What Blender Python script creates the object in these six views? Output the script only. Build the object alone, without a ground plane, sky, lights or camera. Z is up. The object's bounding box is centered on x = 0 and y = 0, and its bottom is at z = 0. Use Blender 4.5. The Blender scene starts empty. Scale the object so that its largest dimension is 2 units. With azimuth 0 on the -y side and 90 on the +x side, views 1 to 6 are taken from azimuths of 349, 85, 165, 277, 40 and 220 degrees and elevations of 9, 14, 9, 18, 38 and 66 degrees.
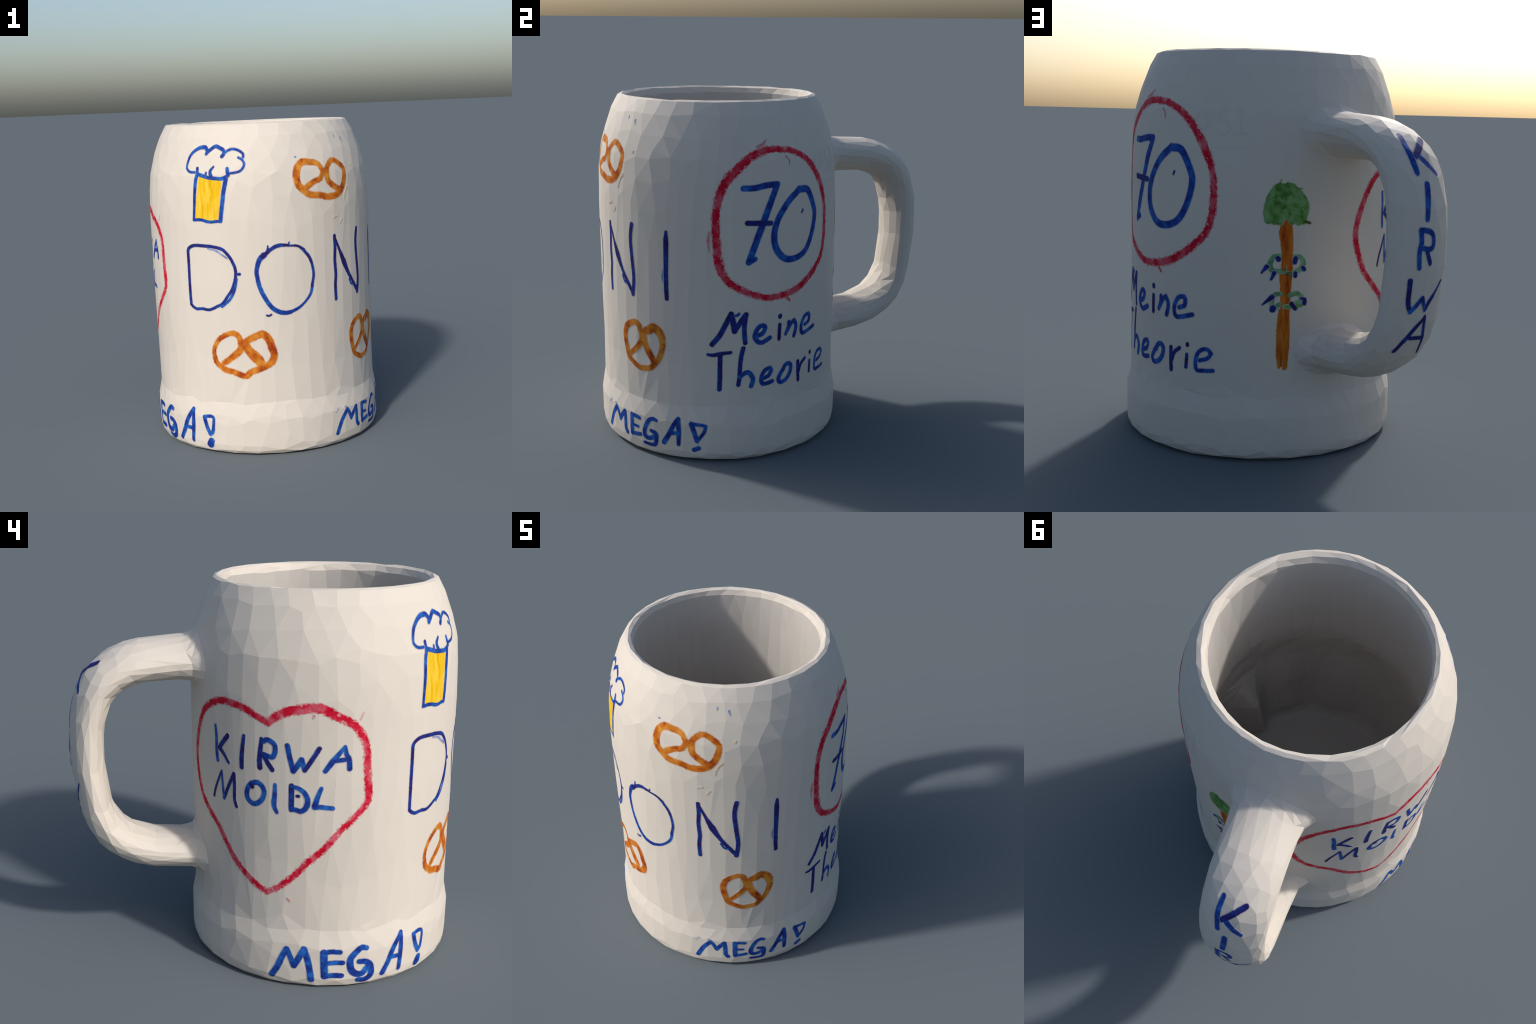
# A stoneware beer mug with a hand painted glaze: a turned body, a bent strap handle,
# and brush-drawn letters and pictures laid over the glaze.
import bpy, bmesh, math, random
import numpy as np
from mathutils import Vector
from mathutils.bvhtree import BVHTree
from mathutils import noise as mnoise

random.seed(7)
rng = np.random.default_rng(7)

# ------------------------------------------------------------------ dimensions (metres)
AXIS = (0.000, -0.283)             # where the turned body's axis stands
OUTER = [(0.000, 0.672), (0.010, 0.700), (0.032, 0.716), (0.075, 0.722), (0.130, 0.722), (0.200, 0.723),
         (0.250, 0.718), (0.290, 0.709), (0.335, 0.7030), (0.420, 0.7010), (0.600, 0.701), (0.800, 0.7045),
         (1.000, 0.7060), (1.200, 0.7065), (1.400, 0.7065), (1.500, 0.7040), (1.600, 0.6985), (1.700, 0.6870),
         (1.800, 0.6610), (1.880, 0.6330), (1.930, 0.6120), (1.965, 0.5920), (1.988, 0.5800), (1.998, 0.5690)]
INNER = [(1.998, 0.552), (1.990, 0.541), (1.972, 0.532), (1.940, 0.529), (1.800, 0.540), (1.500, 0.557),
         (1.250, 0.566), (1.100, 0.592), (0.950, 0.605), (0.700, 0.590), (0.500, 0.553), (0.420, 0.525), (0.375, 0.480), (0.360, 0.400)]
OVAL = (0.0073, 0.0047)            # the body is a touch out of round
LEAN = [(0.0, 0.001), (0.3, 0.000), (1.0, -0.006), (2.0, -0.009)]   # and leans a little to one side
# lumps low inside the cavity: (heading in degrees, how far they stand in, breadth in degrees)
LUMPS = [(122, 0.100, 8), (145, 0.110, 12), (82, 0.120, 9), (103, -0.060, 7), (55, 0.040, 12), (165, -0.015, 10), (20, 0.030, 12), (-60, 0.020, 20)]
CAVITY_SHIFT = (-0.006, 0.003)     # the hollow is not quite centred

HANDLE_FOOT = (-0.008, -0.281)
HANDLE_TURN = math.radians(109.0)  # heading of the handle's plane about the body axis
HANDLE_OFF, HANDLE_LEAN = -0.011, 0.010
HANDLE_SPINE = [(0.640, 1.600), (0.844, 1.598), (1.025, 1.575), (1.168, 1.485), (1.237, 1.315), (1.252, 1.117),
                (1.235, 0.941), (1.204, 0.786), (1.120, 0.658), (0.974, 0.582), (0.797, 0.554), (0.630, 0.548)]
HANDLE_THICK = (0.107, 0.102, 0.088, 0.084, 0.105, 0.100)   # half depth along the spine
HANDLE_WIDE = (0.178, 0.175, 0.167, 0.164, 0.165, 0.172)    # half breadth along the spine
HANDLE_ROLL = (10.0, 6.0, 0.0, 0.0, 0.0)                    # twist in degrees along the spine
HANDLE_POINTED = 1.9                                        # superellipse power of the section
ROOT_FLARE, ROOT_REACH = 0.12, 0.030                        # the collar where it meets the wall


def curve_through(points, per=8, closed=False):
    """Catmull-Rom curve through a few control points."""
    p = np.asarray(points, float)
    if len(p) < 3 and not closed:
        t = np.linspace(0, 1, per * 2)[:, None]
        return p[0] * (1 - t) + p[-1] * t
    q = np.vstack([p[-1:], p, p[:2]]) if closed else np.vstack([2 * p[0] - p[1], p, 2 * p[-1] - p[-2]])
    out = []
    for i in range(1, len(q) - 2):
        t = np.linspace(0, 1, per, endpoint=False)[:, None]
        a, b, c, d = q[i - 1:i + 3]
        out.append(.5 * (2 * b + (c - a) * t + (2 * a - 5 * b + 4 * c - d) * t ** 2 + (3 * b - a - 3 * c + d) * t ** 3))
    out.append(q[-2:-1])
    return np.vstack(out)


OUTER_SMOOTH, INNER_SMOOTH = curve_through(OUTER, 4), curve_through(INNER, 4)


def outer_radius(z):
    return np.interp(z, OUTER_SMOOTH[:, 0], OUTER_SMOOTH[:, 1])


def lean(z):
    return np.interp(z, [k[0] for k in LEAN], [k[1] for k in LEAN])


# ------------------------------------------------------------------ the turned body and the handle
def mesh_from(verts, faces, name):
    me = bpy.data.meshes.new(name)
    me.from_pydata([tuple(v) for v in verts], [], faces)
    me.update()
    return me


def lathe_body(segments=160):
    prof = [(0.0, OUTER[0][0])] + [(r, z) for z, r in OUTER_SMOOTH] + [(r, z) for z, r in INNER_SMOOTH] + [(0.0, INNER[-1][0])]
    bm = bmesh.new()
    rings = []
    for step, (r, z) in enumerate(prof):
        hollow = min(1.0, max(0.0, (step - len(OUTER_SMOOTH) - 4) / 8))
        if r == 0:
            rings.append([bm.verts.new((AXIS[0] + hollow * CAVITY_SHIFT[0], AXIS[1] + hollow * CAVITY_SHIFT[1], z))])
            continue
        ring = []
        for k in range(segments):
            a = math.tau * k / segments
            rr = r * (1 + OVAL[0] * math.cos(2 * a) + OVAL[1] * math.sin(2 * a))
            ring.append(bm.verts.new((AXIS[0] + lean(z) + hollow * CAVITY_SHIFT[0] + rr * math.cos(a),
                                      AXIS[1] + hollow * CAVITY_SHIFT[1] + rr * math.sin(a), z)))
        rings.append(ring)
    for lo, hi in zip(rings, rings[1:]):
        for k in range(segments):
            n = (k + 1) % segments
            if len(lo) == 1:
                bm.faces.new((lo[0], hi[n], hi[k]))
            elif len(hi) == 1:
                bm.faces.new((lo[k], lo[n], hi[0]))
            else:
                bm.faces.new((lo[k], lo[n], hi[n], hi[k]))
    bmesh.ops.recalc_face_normals(bm, faces=bm.faces)
    return bm


def handle_frames(per=10):
    line = curve_through(HANDLE_SPINE, per)
    w = np.linspace(0, 1, len(line))
    tan = np.gradient(line, axis=0)
    tan /= np.linalg.norm(tan, axis=1)[:, None]
    h = np.array([math.cos(HANDLE_TURN), math.sin(HANDLE_TURN), 0])
    side = np.array([-math.sin(HANDLE_TURN), math.cos(HANDLE_TURN), 0])
    up = np.array([0, 0, 1.0])
    base = np.array([*HANDLE_FOOT, 0])
    centre = base + line[:, :1] * h + line[:, 1:] * up + (HANDLE_OFF + HANDLE_LEAN * (line[:, 1:] - 1)) * side
    out = -tan[:, 1:] * h + tan[:, :1] * up          # away from the finger hole on the outer side
    along = tan[:, :1] * h + tan[:, 1:] * up
    roll = np.radians(np.interp(w, np.linspace(0, 1, len(HANDLE_ROLL)), HANDLE_ROLL))[:, None]
    n = np.cos(roll) * out + np.sin(roll) * side
    l = -np.sin(roll) * out + np.cos(roll) * side
    thick = np.interp(w, np.linspace(0, 1, len(HANDLE_THICK)), HANDLE_THICK)
    wide = np.interp(w, np.linspace(0, 1, len(HANDLE_WIDE)), HANDLE_WIDE)
    away = line[:, 0] - outer_radius(line[:, 1])
    collar = 1 + ROOT_FLARE * np.exp(-np.clip(away, -0.02, 9) / ROOT_REACH)
    thick, wide = thick * collar, wide * collar
    return centre, along, n, l, thick, wide


FRAMES = handle_frames()


def handle_into(bm, around=48):
    centre, along, n, l, thick, wide = FRAMES
    rings = []
    for i in range(len(centre)):
        ring = []
        for k in range(around):
            a = math.tau * k / around
            c, s = math.cos(a), math.sin(a)
            c, s = (math.copysign(abs(v) ** (2 / HANDLE_POINTED), v) for v in (c, s))
            p = centre[i] + n[i] * thick[i] * c + l[i] * wide[i] * s
            ring.append(bm.verts.new(p))
        rings.append(ring)
    faces = []
    for lo, hi in zip(rings, rings[1:]):
        for k in range(around):
            j = (k + 1) % around
            faces.append(bm.faces.new((lo[k], lo[j], hi[j], hi[k])))
    faces.append(bm.faces.new(rings[0][::-1]))
    faces.append(bm.faces.new(rings[-1]))
    bmesh.ops.recalc_face_normals(bm, faces=faces)


def handle_distance(P):
    """Roughly how far points lie outside the handle's surface, in metres."""
    centre, along, n, l, thick, wide = FRAMES
    best = np.full(len(P), 9.0)
    for i in range(0, len(centre), 2):
        d = P - centre[i]
        g = np.sqrt(np.abs((d @ n[i]) / thick[i]) ** HANDLE_POINTED + ((d @ along[i]) / thick[i]) ** 2 + np.abs((d @ l[i]) / wide[i]) ** HANDLE_POINTED)
        best = np.minimum(best, (g - 1) * min(thick[i], wide[i]))
    return best


def body_distance(P):
    return np.hypot(P[:, 0] - AXIS[0] - lean(P[:, 2]), P[:, 1] - AXIS[1]) - outer_radius(P[:, 2])


def applied(me, *modifiers, groups=None):
    """Run modifiers over a mesh and hand back the result."""
    ob = bpy.data.objects.new("work", me)
    bpy.context.scene.collection.objects.link(ob)
    if groups is not None:
        vg = ob.vertex_groups.new(name="where")
        for i in np.nonzero(groups > 0.01)[0]:
            vg.add([int(i)], float(groups[i]), "REPLACE")
    for kind, settings in modifiers:
        m = ob.modifiers.new("m", kind)
        for k, v in settings.items():
            setattr(m, k, v)
    bpy.context.view_layer.update()
    got = bpy.data.meshes.new_from_object(ob.evaluated_get(bpy.context.evaluated_depsgraph_get()))
    bpy.data.objects.remove(ob)
    bpy.data.meshes.remove(me)
    return got


def coords(me):
    P = np.empty(len(me.vertices) * 3)
    me.vertices.foreach_get("co", P)
    return P.reshape(-1, 3)


def build_clay():
    bm = lathe_body()
    handle_into(bm)
    me = bpy.data.meshes.new("clay")
    bm.to_mesh(me)
    bm.free()
    me = applied(me, ("REMESH", dict(mode="VOXEL", voxel_size=0.0125, adaptivity=0.0)))
    P = coords(me)
    hd, bd = handle_distance(P), body_distance(P)
    # round the throat where the handle is luted to the wall
    near = np.clip(1 - np.abs(hd) / 0.075, 0, 1) * np.clip(1 - np.abs(bd) / 0.075, 0, 1)
    near = np.clip(near * 2.5, 0, 1) * (bd > -0.02)
    me = applied(me, ("SMOOTH", dict(factor=0.5, iterations=6, vertex_group="where")), groups=near)
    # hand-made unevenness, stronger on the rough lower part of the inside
    P = coords(me)
    r = np.hypot(P[:, 0] - AXIS[0] - lean(P[:, 2]), P[:, 1] - AXIS[1])
    inside = (r < outer_radius(P[:, 2]) - 0.03) & (P[:, 2] > 0.36) & (P[:, 2] < 1.5)
    for i, p in enumerate(P):
        v = Vector(p)
        d = 0.0015 * mnoise.noise(v * 5.0)
        if inside[i]:
            d += 0.016 * mnoise.noise(v * 6.0) * max(0.0, 1 - abs(p[2] - 1.10) / 0.22)
        if inside[i]:
            turn = math.degrees(math.atan2(p[0] - AXIS[0], -(p[1] - AXIS[1])))
            low = min(1.0, max(0.0, (0.96 - p[2]) / 0.22)) * min(1.0, max(0.0, (p[2] - 0.38) / 0.1))
            for heading, depth, breadth in LUMPS:
                off = (turn - heading + 180) % 360 - 180
                d -= depth * low * math.exp(-(off / breadth) ** 2)
        out = Vector((p[0] - AXIS[0], p[1] - AXIS[1], 0)).normalized()
        P[i] = v + out * d
    me.vertices.foreach_set("co", P.ravel())
    me.update()
    tris = sum(len(p.vertices) - 2 for p in me.polygons)
    me = applied(me, ("DECIMATE", dict(decimate_type="COLLAPSE", ratio=TRIANGLES / tris, use_collapse_triangulate=True)))
    P = coords(me)
    jitter = np.where((P[:, 2] > 1.93) | (body_distance(P) > 0.02), 0.0004, 0.0006)[:, None]
    P[:, :2] += rng.normal(0, 1, (len(P), 2)) * jitter
    P[:, 2] -= P[:, 2].min()
    me.vertices.foreach_set("co", P.ravel())
    me.update()
    return me


TRIANGLES = 3200

# ------------------------------------------------------------------ glaze
def new_material(name):
    m = bpy.data.materials.new(name)
    m.use_nodes = True
    nt = m.node_tree
    return m, nt, nt.nodes["Principled BSDF"]


def glaze_material(name, dark, light):
    m, nt, bsdf = new_material(name)
    tc = nt.nodes.new("ShaderNodeTexCoord")
    n = nt.nodes.new("ShaderNodeTexNoise")
    n.inputs["Scale"].default_value, n.inputs["Detail"].default_value = 2.3, 4
    ramp = nt.nodes.new("ShaderNodeValToRGB")
    ramp.color_ramp.elements[0].position, ramp.color_ramp.elements[1].position = 0.3, 0.7
    ramp.color_ramp.elements[0].color = (*dark, 1)
    ramp.color_ramp.elements[1].color = (*light, 1)
    nt.links.new(tc.outputs["Object"], n.inputs["Vector"])
    nt.links.new(n.outputs["Fac"], ramp.inputs["Fac"])
    nt.links.new(ramp.outputs["Color"], bsdf.inputs["Base Color"])
    bsdf.inputs["Roughness"].default_value = 0.6
    bsdf.inputs["Specular IOR Level"].default_value = SPECULAR
    return m


SPECULAR = 0.2
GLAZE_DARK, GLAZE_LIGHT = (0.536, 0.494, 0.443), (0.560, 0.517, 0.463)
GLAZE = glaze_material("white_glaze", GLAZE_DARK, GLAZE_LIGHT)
INNER_GLAZE = glaze_material("greyer_glaze", (0.455, 0.432, 0.403), (0.480, 0.456, 0.426))  # a darker, more neutral grey version of the white glaze, used on the cavity wall

clay = build_clay()
WALL = BVHTree.FromPolygons([v.co.copy() for v in clay.vertices], [tuple(p.vertices) for p in clay.polygons])

mug = bpy.data.objects.new("beer_mug", None)
mug["label"] = "white stoneware beer mug with hand painted drawings"
mug["category"] = "beer mug"
mug.location = (AXIS[0], AXIS[1], 0)
bpy.context.scene.collection.objects.link(mug)


def add_part(me, name, parent):
    ob = bpy.data.objects.new(name, me)
    bpy.context.scene.collection.objects.link(ob)
    ob.parent = parent
    if parent is mug:
        ob.matrix_parent_inverse = mug.matrix_basis.inverted()
    return ob


def cut_out(me, keep, name, glaze):
    bm = bmesh.new()
    bm.from_mesh(me)
    bm.faces.ensure_lookup_table()
    bmesh.ops.delete(bm, geom=[f for f in bm.faces if not keep[f.index]], context="FACES")
    got = bpy.data.meshes.new(name)
    bm.to_mesh(got)
    bm.free()
    got.materials.append(glaze)
    return got


centres = np.array([p.center[:] for p in clay.polygons])
is_handle = (handle_distance(centres) < 0.012) & (body_distance(centres) > 0.012)
r = np.hypot(centres[:, 0] - AXIS[0], centres[:, 1] - AXIS[1])
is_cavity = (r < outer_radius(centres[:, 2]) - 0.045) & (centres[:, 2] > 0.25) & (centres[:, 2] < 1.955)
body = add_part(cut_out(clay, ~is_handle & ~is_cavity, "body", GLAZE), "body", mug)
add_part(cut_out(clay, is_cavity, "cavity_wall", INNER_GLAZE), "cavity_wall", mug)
handle = add_part(cut_out(clay, is_handle, "handle", GLAZE), "handle", mug)

# ------------------------------------------------------------------ brush paint
# name: (darkest, main, thinnest colour, blotch scale, edge roughness in cm, share of dry-brush gaps)
INKS = {
    "blue":      ((0.008, 0.020, 0.170), (0.009, 0.050, 0.270), (0.020, 0.125, 0.420), 22, 0.10, 0.00),
    "navy":      ((0.020, 0.009, 0.080), (0.012, 0.018, 0.150), (0.010, 0.050, 0.270), 26, 0.12, 0.00),
    "paleblue":  ((0.120, 0.150, 0.340), (0.170, 0.230, 0.420), (0.260, 0.330, 0.480), 30, 0.15, 0.05),
    "red":       ((0.400, 0.001, 0.014), (0.480, 0.007, 0.032), (0.500, 0.095, 0.130), 16, 0.52, 0.32),
    "pink":      ((0.480, 0.120, 0.150), (0.510, 0.220, 0.230), (0.520, 0.330, 0.310), 30, 0.25, 0.25),
    "crust":     ((0.260, 0.034, 0.006), (0.420, 0.115, 0.009), (0.520, 0.225, 0.036), 17, 0.30, 0.00),
    "yellow":    ((0.500, 0.270, 0.003), (0.640, 0.380, 0.004), (0.680, 0.460, 0.050), 24, 0.16, 0.03),
    "green":     ((0.055, 0.150, 0.026), (0.125, 0.270, 0.080), (0.170, 0.330, 0.140), 30, 0.30, 0.00),
    "darkgreen": ((0.045, 0.060, 0.010), (0.080, 0.110, 0.015), (0.160, 0.220, 0.040), 26, 0.15, 0.00),
    "palegreen": ((0.075, 0.190, 0.085), (0.155, 0.330, 0.185), (0.260, 0.400, 0.190), 22, 0.12, 0.00),
    "bark":      ((0.280, 0.030, 0.004), (0.430, 0.110, 0.007), (0.500, 0.205, 0.035), 24, 0.25, 0.00),
    "beige":     ((0.470, 0.370, 0.210), (0.500, 0.410, 0.260), (0.530, 0.450, 0.320), 30, 0.20, 0.20),
    "relief":    ((0.500, 0.480, 0.440), (0.505, 0.485, 0.445), (0.510, 0.490, 0.450), 20, 0.04, 0.00),
}
BRUSH = {"blue": 1.2, "navy": 1.18, "crust": 1.24, "palegreen": 1.2, "bark": 1.32, "green": 1.1}   # how far wet paint spread
FRINGE = {"bark": 0.35, "green": 0.5, "palegreen": 0.5, "navy": 0.8}   # paints that stay sharper at the edge
STREAKY = {"bark", "yellow"}   # laid on in upright strokes
GRID = 0.34          # centimetres between the sample points of a painted shape


def ink_materials(name):
    dark, main, thin, scale, _, _ = INKS[name]
    made = []
    for suffix, wash in (("paint", 0.0), ("paint_edge", 0.35), ("paint_fringe", 0.70)):
        m, nt, bsdf = new_material(f"{name}_{suffix}")
        tc = nt.nodes.new("ShaderNodeTexCoord")
        n = nt.nodes.new("ShaderNodeTexNoise")
        n.inputs["Scale"].default_value, n.inputs["Detail"].default_value, n.inputs["Roughness"].default_value = scale, 3, 0.55
        ramp = nt.nodes.new("ShaderNodeValToRGB")
        stops = ramp.color_ramp.elements
        stops[0].position, stops[1].position = {"red": (0.30, 0.64), "crust": (0.34, 0.68), "yellow": (0.30, 0.62)}.get(name, (0.33, 0.70))
        stops.new({"red": 0.46, "crust": 0.48, "yellow": 0.44}.get(name, 0.50))
        for stop, colour in zip(stops, (dark, main, thin)):
            stop.color = (*(c * (1 - wash) + g * wash for c, g in zip(colour, GLAZE_LIGHT)), 1)
        stretch = nt.nodes.new("ShaderNodeMapping")
        stretch.inputs["Scale"].default_value = (1.6, 1.6, 0.25) if name in STREAKY else (1, 1, 1)
        nt.links.new(tc.outputs["Object"], stretch.inputs["Vector"])
        nt.links.new(stretch.outputs["Vector"], n.inputs["Vector"])
        nt.links.new(n.outputs["Fac"], ramp.inputs["Fac"])
        nt.links.new(ramp.outputs["Color"], bsdf.inputs["Base Color"])
        bsdf.inputs["Roughness"].default_value = 0.6
        bsdf.inputs["Specular IOR Level"].default_value = 0.1
        made.append(m)
    return made


PAINT = {name: ink_materials(name) for name in INKS}


def sharp_pieces(points):
    """Split a brush line where it turns a corner, so that corners stay crisp."""
    pieces, start = [], 0
    for i in range(1, len(points) - 1):
        a, b = np.subtract(points[i], points[i - 1]), np.subtract(points[i + 1], points[i])
        if np.dot(a, b) < 0.25 * np.linalg.norm(a) * np.linalg.norm(b):
            pieces.append((start, i))
            start = i
    return pieces + [(start, len(points) - 1)]


def stroke_distance(X, Y, width, points):
    """Distance in cm from the edge of one brush stroke (negative inside)."""
    points = [tuple(p) for p in points]
    w = np.atleast_1d(width).astype(float)
    best = np.full(X.shape, 99.0)
    for a, b in sharp_pieces(points):
        line = curve_through(points[a:b + 1], 7)
        u = np.linspace(a, b, len(line)) / (len(points) - 1)
        half = np.interp(u, np.linspace(0, 1, len(w)), w) / 2
        for (p, q, hp, hq) in zip(line, line[1:], half, half[1:]):
            d = q - p
            t = np.clip(((X - p[0]) * d[0] + (Y - p[1]) * d[1]) / max(d @ d, 1e-9), 0, 1)
            dist = np.hypot(X - p[0] - t * d[0], Y - p[1] - t * d[1]) - (hp + (hq - hp) * t)
            np.minimum(best, dist, out=best)
    return best


def fill_cells(field):
    """Marching squares: the region where field < 0 as polygons over grid points and edge crossings."""
    ny, nx = field.shape
    inside = field < 0
    count = inside[:-1, :-1].astype(int) + inside[1:, :-1] + inside[:-1, 1:] + inside[1:, 1:]
    index, points, faces = {}, [], []

    def corner(j, i):
        key = (j, i)
        if key not in index:
            index[key] = len(points)
            points.append((i, j))
        return index[key]

    def crossing(j0, i0, j1, i1):
        key = (min((j0, i0), (j1, i1)), max((j0, i0), (j1, i1)))
        if key not in index:
            a, b = field[j0, i0], field[j1, i1]
            t = min(max(a / (a - b), 0.02), 0.98)
            index[key] = len(points)
            points.append((i0 + (i1 - i0) * t, j0 + (j1 - j0) * t))
        return index[key]

    for j, i in zip(*np.nonzero(count)):
        loop = [(j, i), (j, i + 1), (j + 1, i + 1), (j + 1, i)]
        face = []
        for k in range(4):
            a, b = loop[k], loop[(k + 1) % 4]
            if inside[a]:
                face.append(corner(*a))
            if inside[a] != inside[b]:
                face.append(crossing(*a, *b))
        if len(face) > 2:
            faces.append(face)
    return points, faces


def on_body(at, x, y, lift):
    turn = math.radians(at[0]) + x / 70.0
    z = at[1] + y / 100.0
    out = Vector((math.sin(turn), -math.cos(turn), 0))
    core = Vector((AXIS[0] + lean(z), AXIS[1], z))
    hit = WALL.ray_cast(core + out * 1.0, -out, 0.8)[0]
    if hit is None:
        hit = core + out * float(outer_radius(z))
    return hit + out * lift


SPINE_LENGTH = np.concatenate([[0], np.cumsum(np.linalg.norm(np.diff(FRAMES[0], axis=0), axis=1))])


def on_handle(at, x, y, lift):
    s = at[0] - y / 100.0
    centre, along, n, l = (np.array([np.interp(s, SPINE_LENGTH, f[:, k]) for k in range(3)]) for f in FRAMES[:4])
    start = Vector(centre + l * (at[1] - x / 100.0) + n * 0.3)
    way = Vector(n).normalized()
    hit = WALL.ray_cast(start, -way, 0.35)[0]
    if hit is None:
        hit = start - way * 0.2
    return hit + way * lift


drawn = [0]


def draw(kind, text, where, at, strokes):
    """One painted letter or picture: brush strokes given in centimetres around a point of the wall."""
    place, parent = (on_body, body) if where == "body" else (on_handle, handle)
    flat = np.array([p for s in strokes for p in s[2:]])
    lo, hi = flat.min(0) - 3.2, flat.max(0) + 3.2
    xs, ys = np.arange(lo[0], hi[0], GRID), np.arange(lo[1], hi[1], GRID)
    X, Y = np.meshgrid(xs, ys)
    drawn[0] += 1
    seed = drawn[0] * 17.3
    wobble = np.array([[mnoise.noise(Vector((x * 0.9, y * 0.9, seed))) + 0.6 * mnoise.noise(Vector((x * 2.1, y * 2.1, seed))) for x in xs] for y in ys])
    gaps = np.array([[mnoise.noise(Vector((x * 0.55 + y * 0.25, y * 0.55 - x * 0.2, seed + 5))) + 0.5 * mnoise.noise(Vector((x * 1.5, y * 1.5, seed + 9))) for x in xs] for y in ys])
    verts, faces, slots, mats = [], [], [], []
    inks = list(dict.fromkeys(s[1] for s in strokes))
    under = np.full(X.shape, 99.0)                      # what earlier inks of this drawing already cover
    for layer, ink in enumerate(inks):
        rough, dry = INKS[ink][4], INKS[ink][5]
        field = np.full(X.shape, 99.0)
        for width, name, *points in strokes:
            if name == ink:
                np.minimum(field, stroke_distance(X, Y, np.multiply(width, BRUSH.get(ink, 1.0)), points), out=field)
        field = field + rough * wobble
        core = field + 0.10 + np.clip(gaps - (0.55 - dry), 0, 1) * (9 * dry)
        lift = 0.0006 + 0.0002 * (drawn[0] % 4) + 0.0007 * layer + (0.0004 if where == "handle" else 0) + (0.0008 if kind in ("palm_crown", "thorn") else 0)
        ragged = np.clip(0.75 + gaps, 0.2, 1.3) if dry else 1.0
        soft = [np.maximum(field - reach * ragged, -under) for reach in np.multiply((0.06 + 0.45 * rough, 0.22 + 0.9 * rough), FRINGE.get(ink, 1.0))]
        under = np.minimum(under, field + 0.10)
        for shape, lift, material in zip((soft[1], soft[0], core), (lift - 0.0004, lift - 0.0002, lift), PAINT[ink][::-1]):
            pts, polys = fill_cells(shape)
            first = len(verts)
            flat_pts = [(lo[0] + i * GRID, lo[1] + j * GRID) for i, j in pts]
            verts += [place(at, x, y, lift) for x, y in flat_pts]
            faces += [[first + k for k in f] for f in polys]
            # turn the rim down into the glaze
            edges = {}
            for f in polys:
                for a, b in zip(f, f[1:] + f[:1]):
                    edges[(a, b)] = (b, a) in edges or edges.get((a, b), False)
            rim = [e for e in edges if (e[1], e[0]) not in edges]
            sunk = {}
            for e in rim if shape is soft[1] else ():
                for k in e:
                    if k not in sunk:
                        sunk[k] = len(verts)
                        verts.append(place(at, *flat_pts[k], -0.002))
            skirt = [[first + b, first + a, sunk[a], sunk[b]] for a, b in rim if sunk]
            faces += skirt
            slots += [len(mats)] * (len(polys) + len(skirt))
            mats.append(material)
    me = mesh_from(verts, faces, kind)
    for m in mats:
        me.materials.append(m)
    me.polygons.foreach_set("material_index", slots)
    me.update()
    add_part(me, kind, parent)


# Each stroke: (brush width or widths along it in cm, ink, points of the brush line in cm ...)
draw('beer_filling', 'beer', 'body', (-36.2, 1.561), [
    (3.7, 'yellow', (-4.7, 12.4), (-7.4, -10.1)),
    (3.7, 'yellow', (-1.6, 11.4), (-4.0, -10.3)),
    (3.7, 'yellow', (1.7, 11.2), (-0.7, -10.9)),
    (3.7, 'yellow', (4.7, 10.9), (2.2, -12.4)),
    (2.6, 'yellow', (7.4, 10.4), (4.7, -11.9)),
])
draw('glass_outline', 'glass', 'body', (-35.4, 1.570), [
    ((2.0, 1.3), 'blue', (-8.5, 13.9), (-9.6, 9.3), (-10.1, 2.0), (-10.6, -6.4), (-11.2, -13.1)),
    (1.5, 'blue', (-11.2, -13.1), (-6.0, -12.9), (-1.0, -14.1), (3.8, -13.8), (6.6, -13.8)),
    ((2.2, 2.0), 'blue', (10.4, 11.0), (8.8, 3.4), (7.8, -3.9), (6.4, -13.6)),
    (1.8, 'blue', (-8.6, 14.1), (-5.5, 13.1), (-1.0, 11.9), (3.4, 11.4), (7.6, 11.1), (11.2, 12.4)),
])
draw('foam_outline', 'foam', 'body', (-33.4, 1.781), [
    ((1.2, 1.2, 1.6, 2.0, 1.8), 'blue', (-12.8, -6.2), (-16.7, -5.8), (-19.2, -3.8), (-19.1, -0.7), (-17.8, 3.2), (-15.1, 6.0), (-11.6, 7.9), (-7.2, 8.2), (-5.2, 5.9), (-5.8, 4.6)),
    (1.8, 'blue', (-5.8, 4.7), (-3.1, 6.8), (0.2, 8.7), (3.2, 7.7), (5.8, 6.4), (6.2, 4.3), (5.0, 2.8)),
    (1.3, 'blue', (6.2, 4.3), (8.8, 6.1), (12.0, 6.9), (15.8, 5.9), (18.5, 3.9), (18.6, 2.0)),
    (1.2, 'blue', (15.6, 1.9), (17.9, 0.6), (19.2, -2.0), (17.7, -5.0), (14.9, -6.4), (10.3, -7.0)),
    (1.5, 'blue', (-11.3, -3.8), (-11.0, -6.9)),
    (1.8, 'blue', (8.7, -4.3), (9.3, -8.1)),
    ((1.0, 2.0), 'blue', (-0.1, -3.0), (-2.2, -5.6), (-1.5, -8.7)),
    (1.2, 'blue', (-5.0, -6.5), (-5.1, -8.2)),
])
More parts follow.
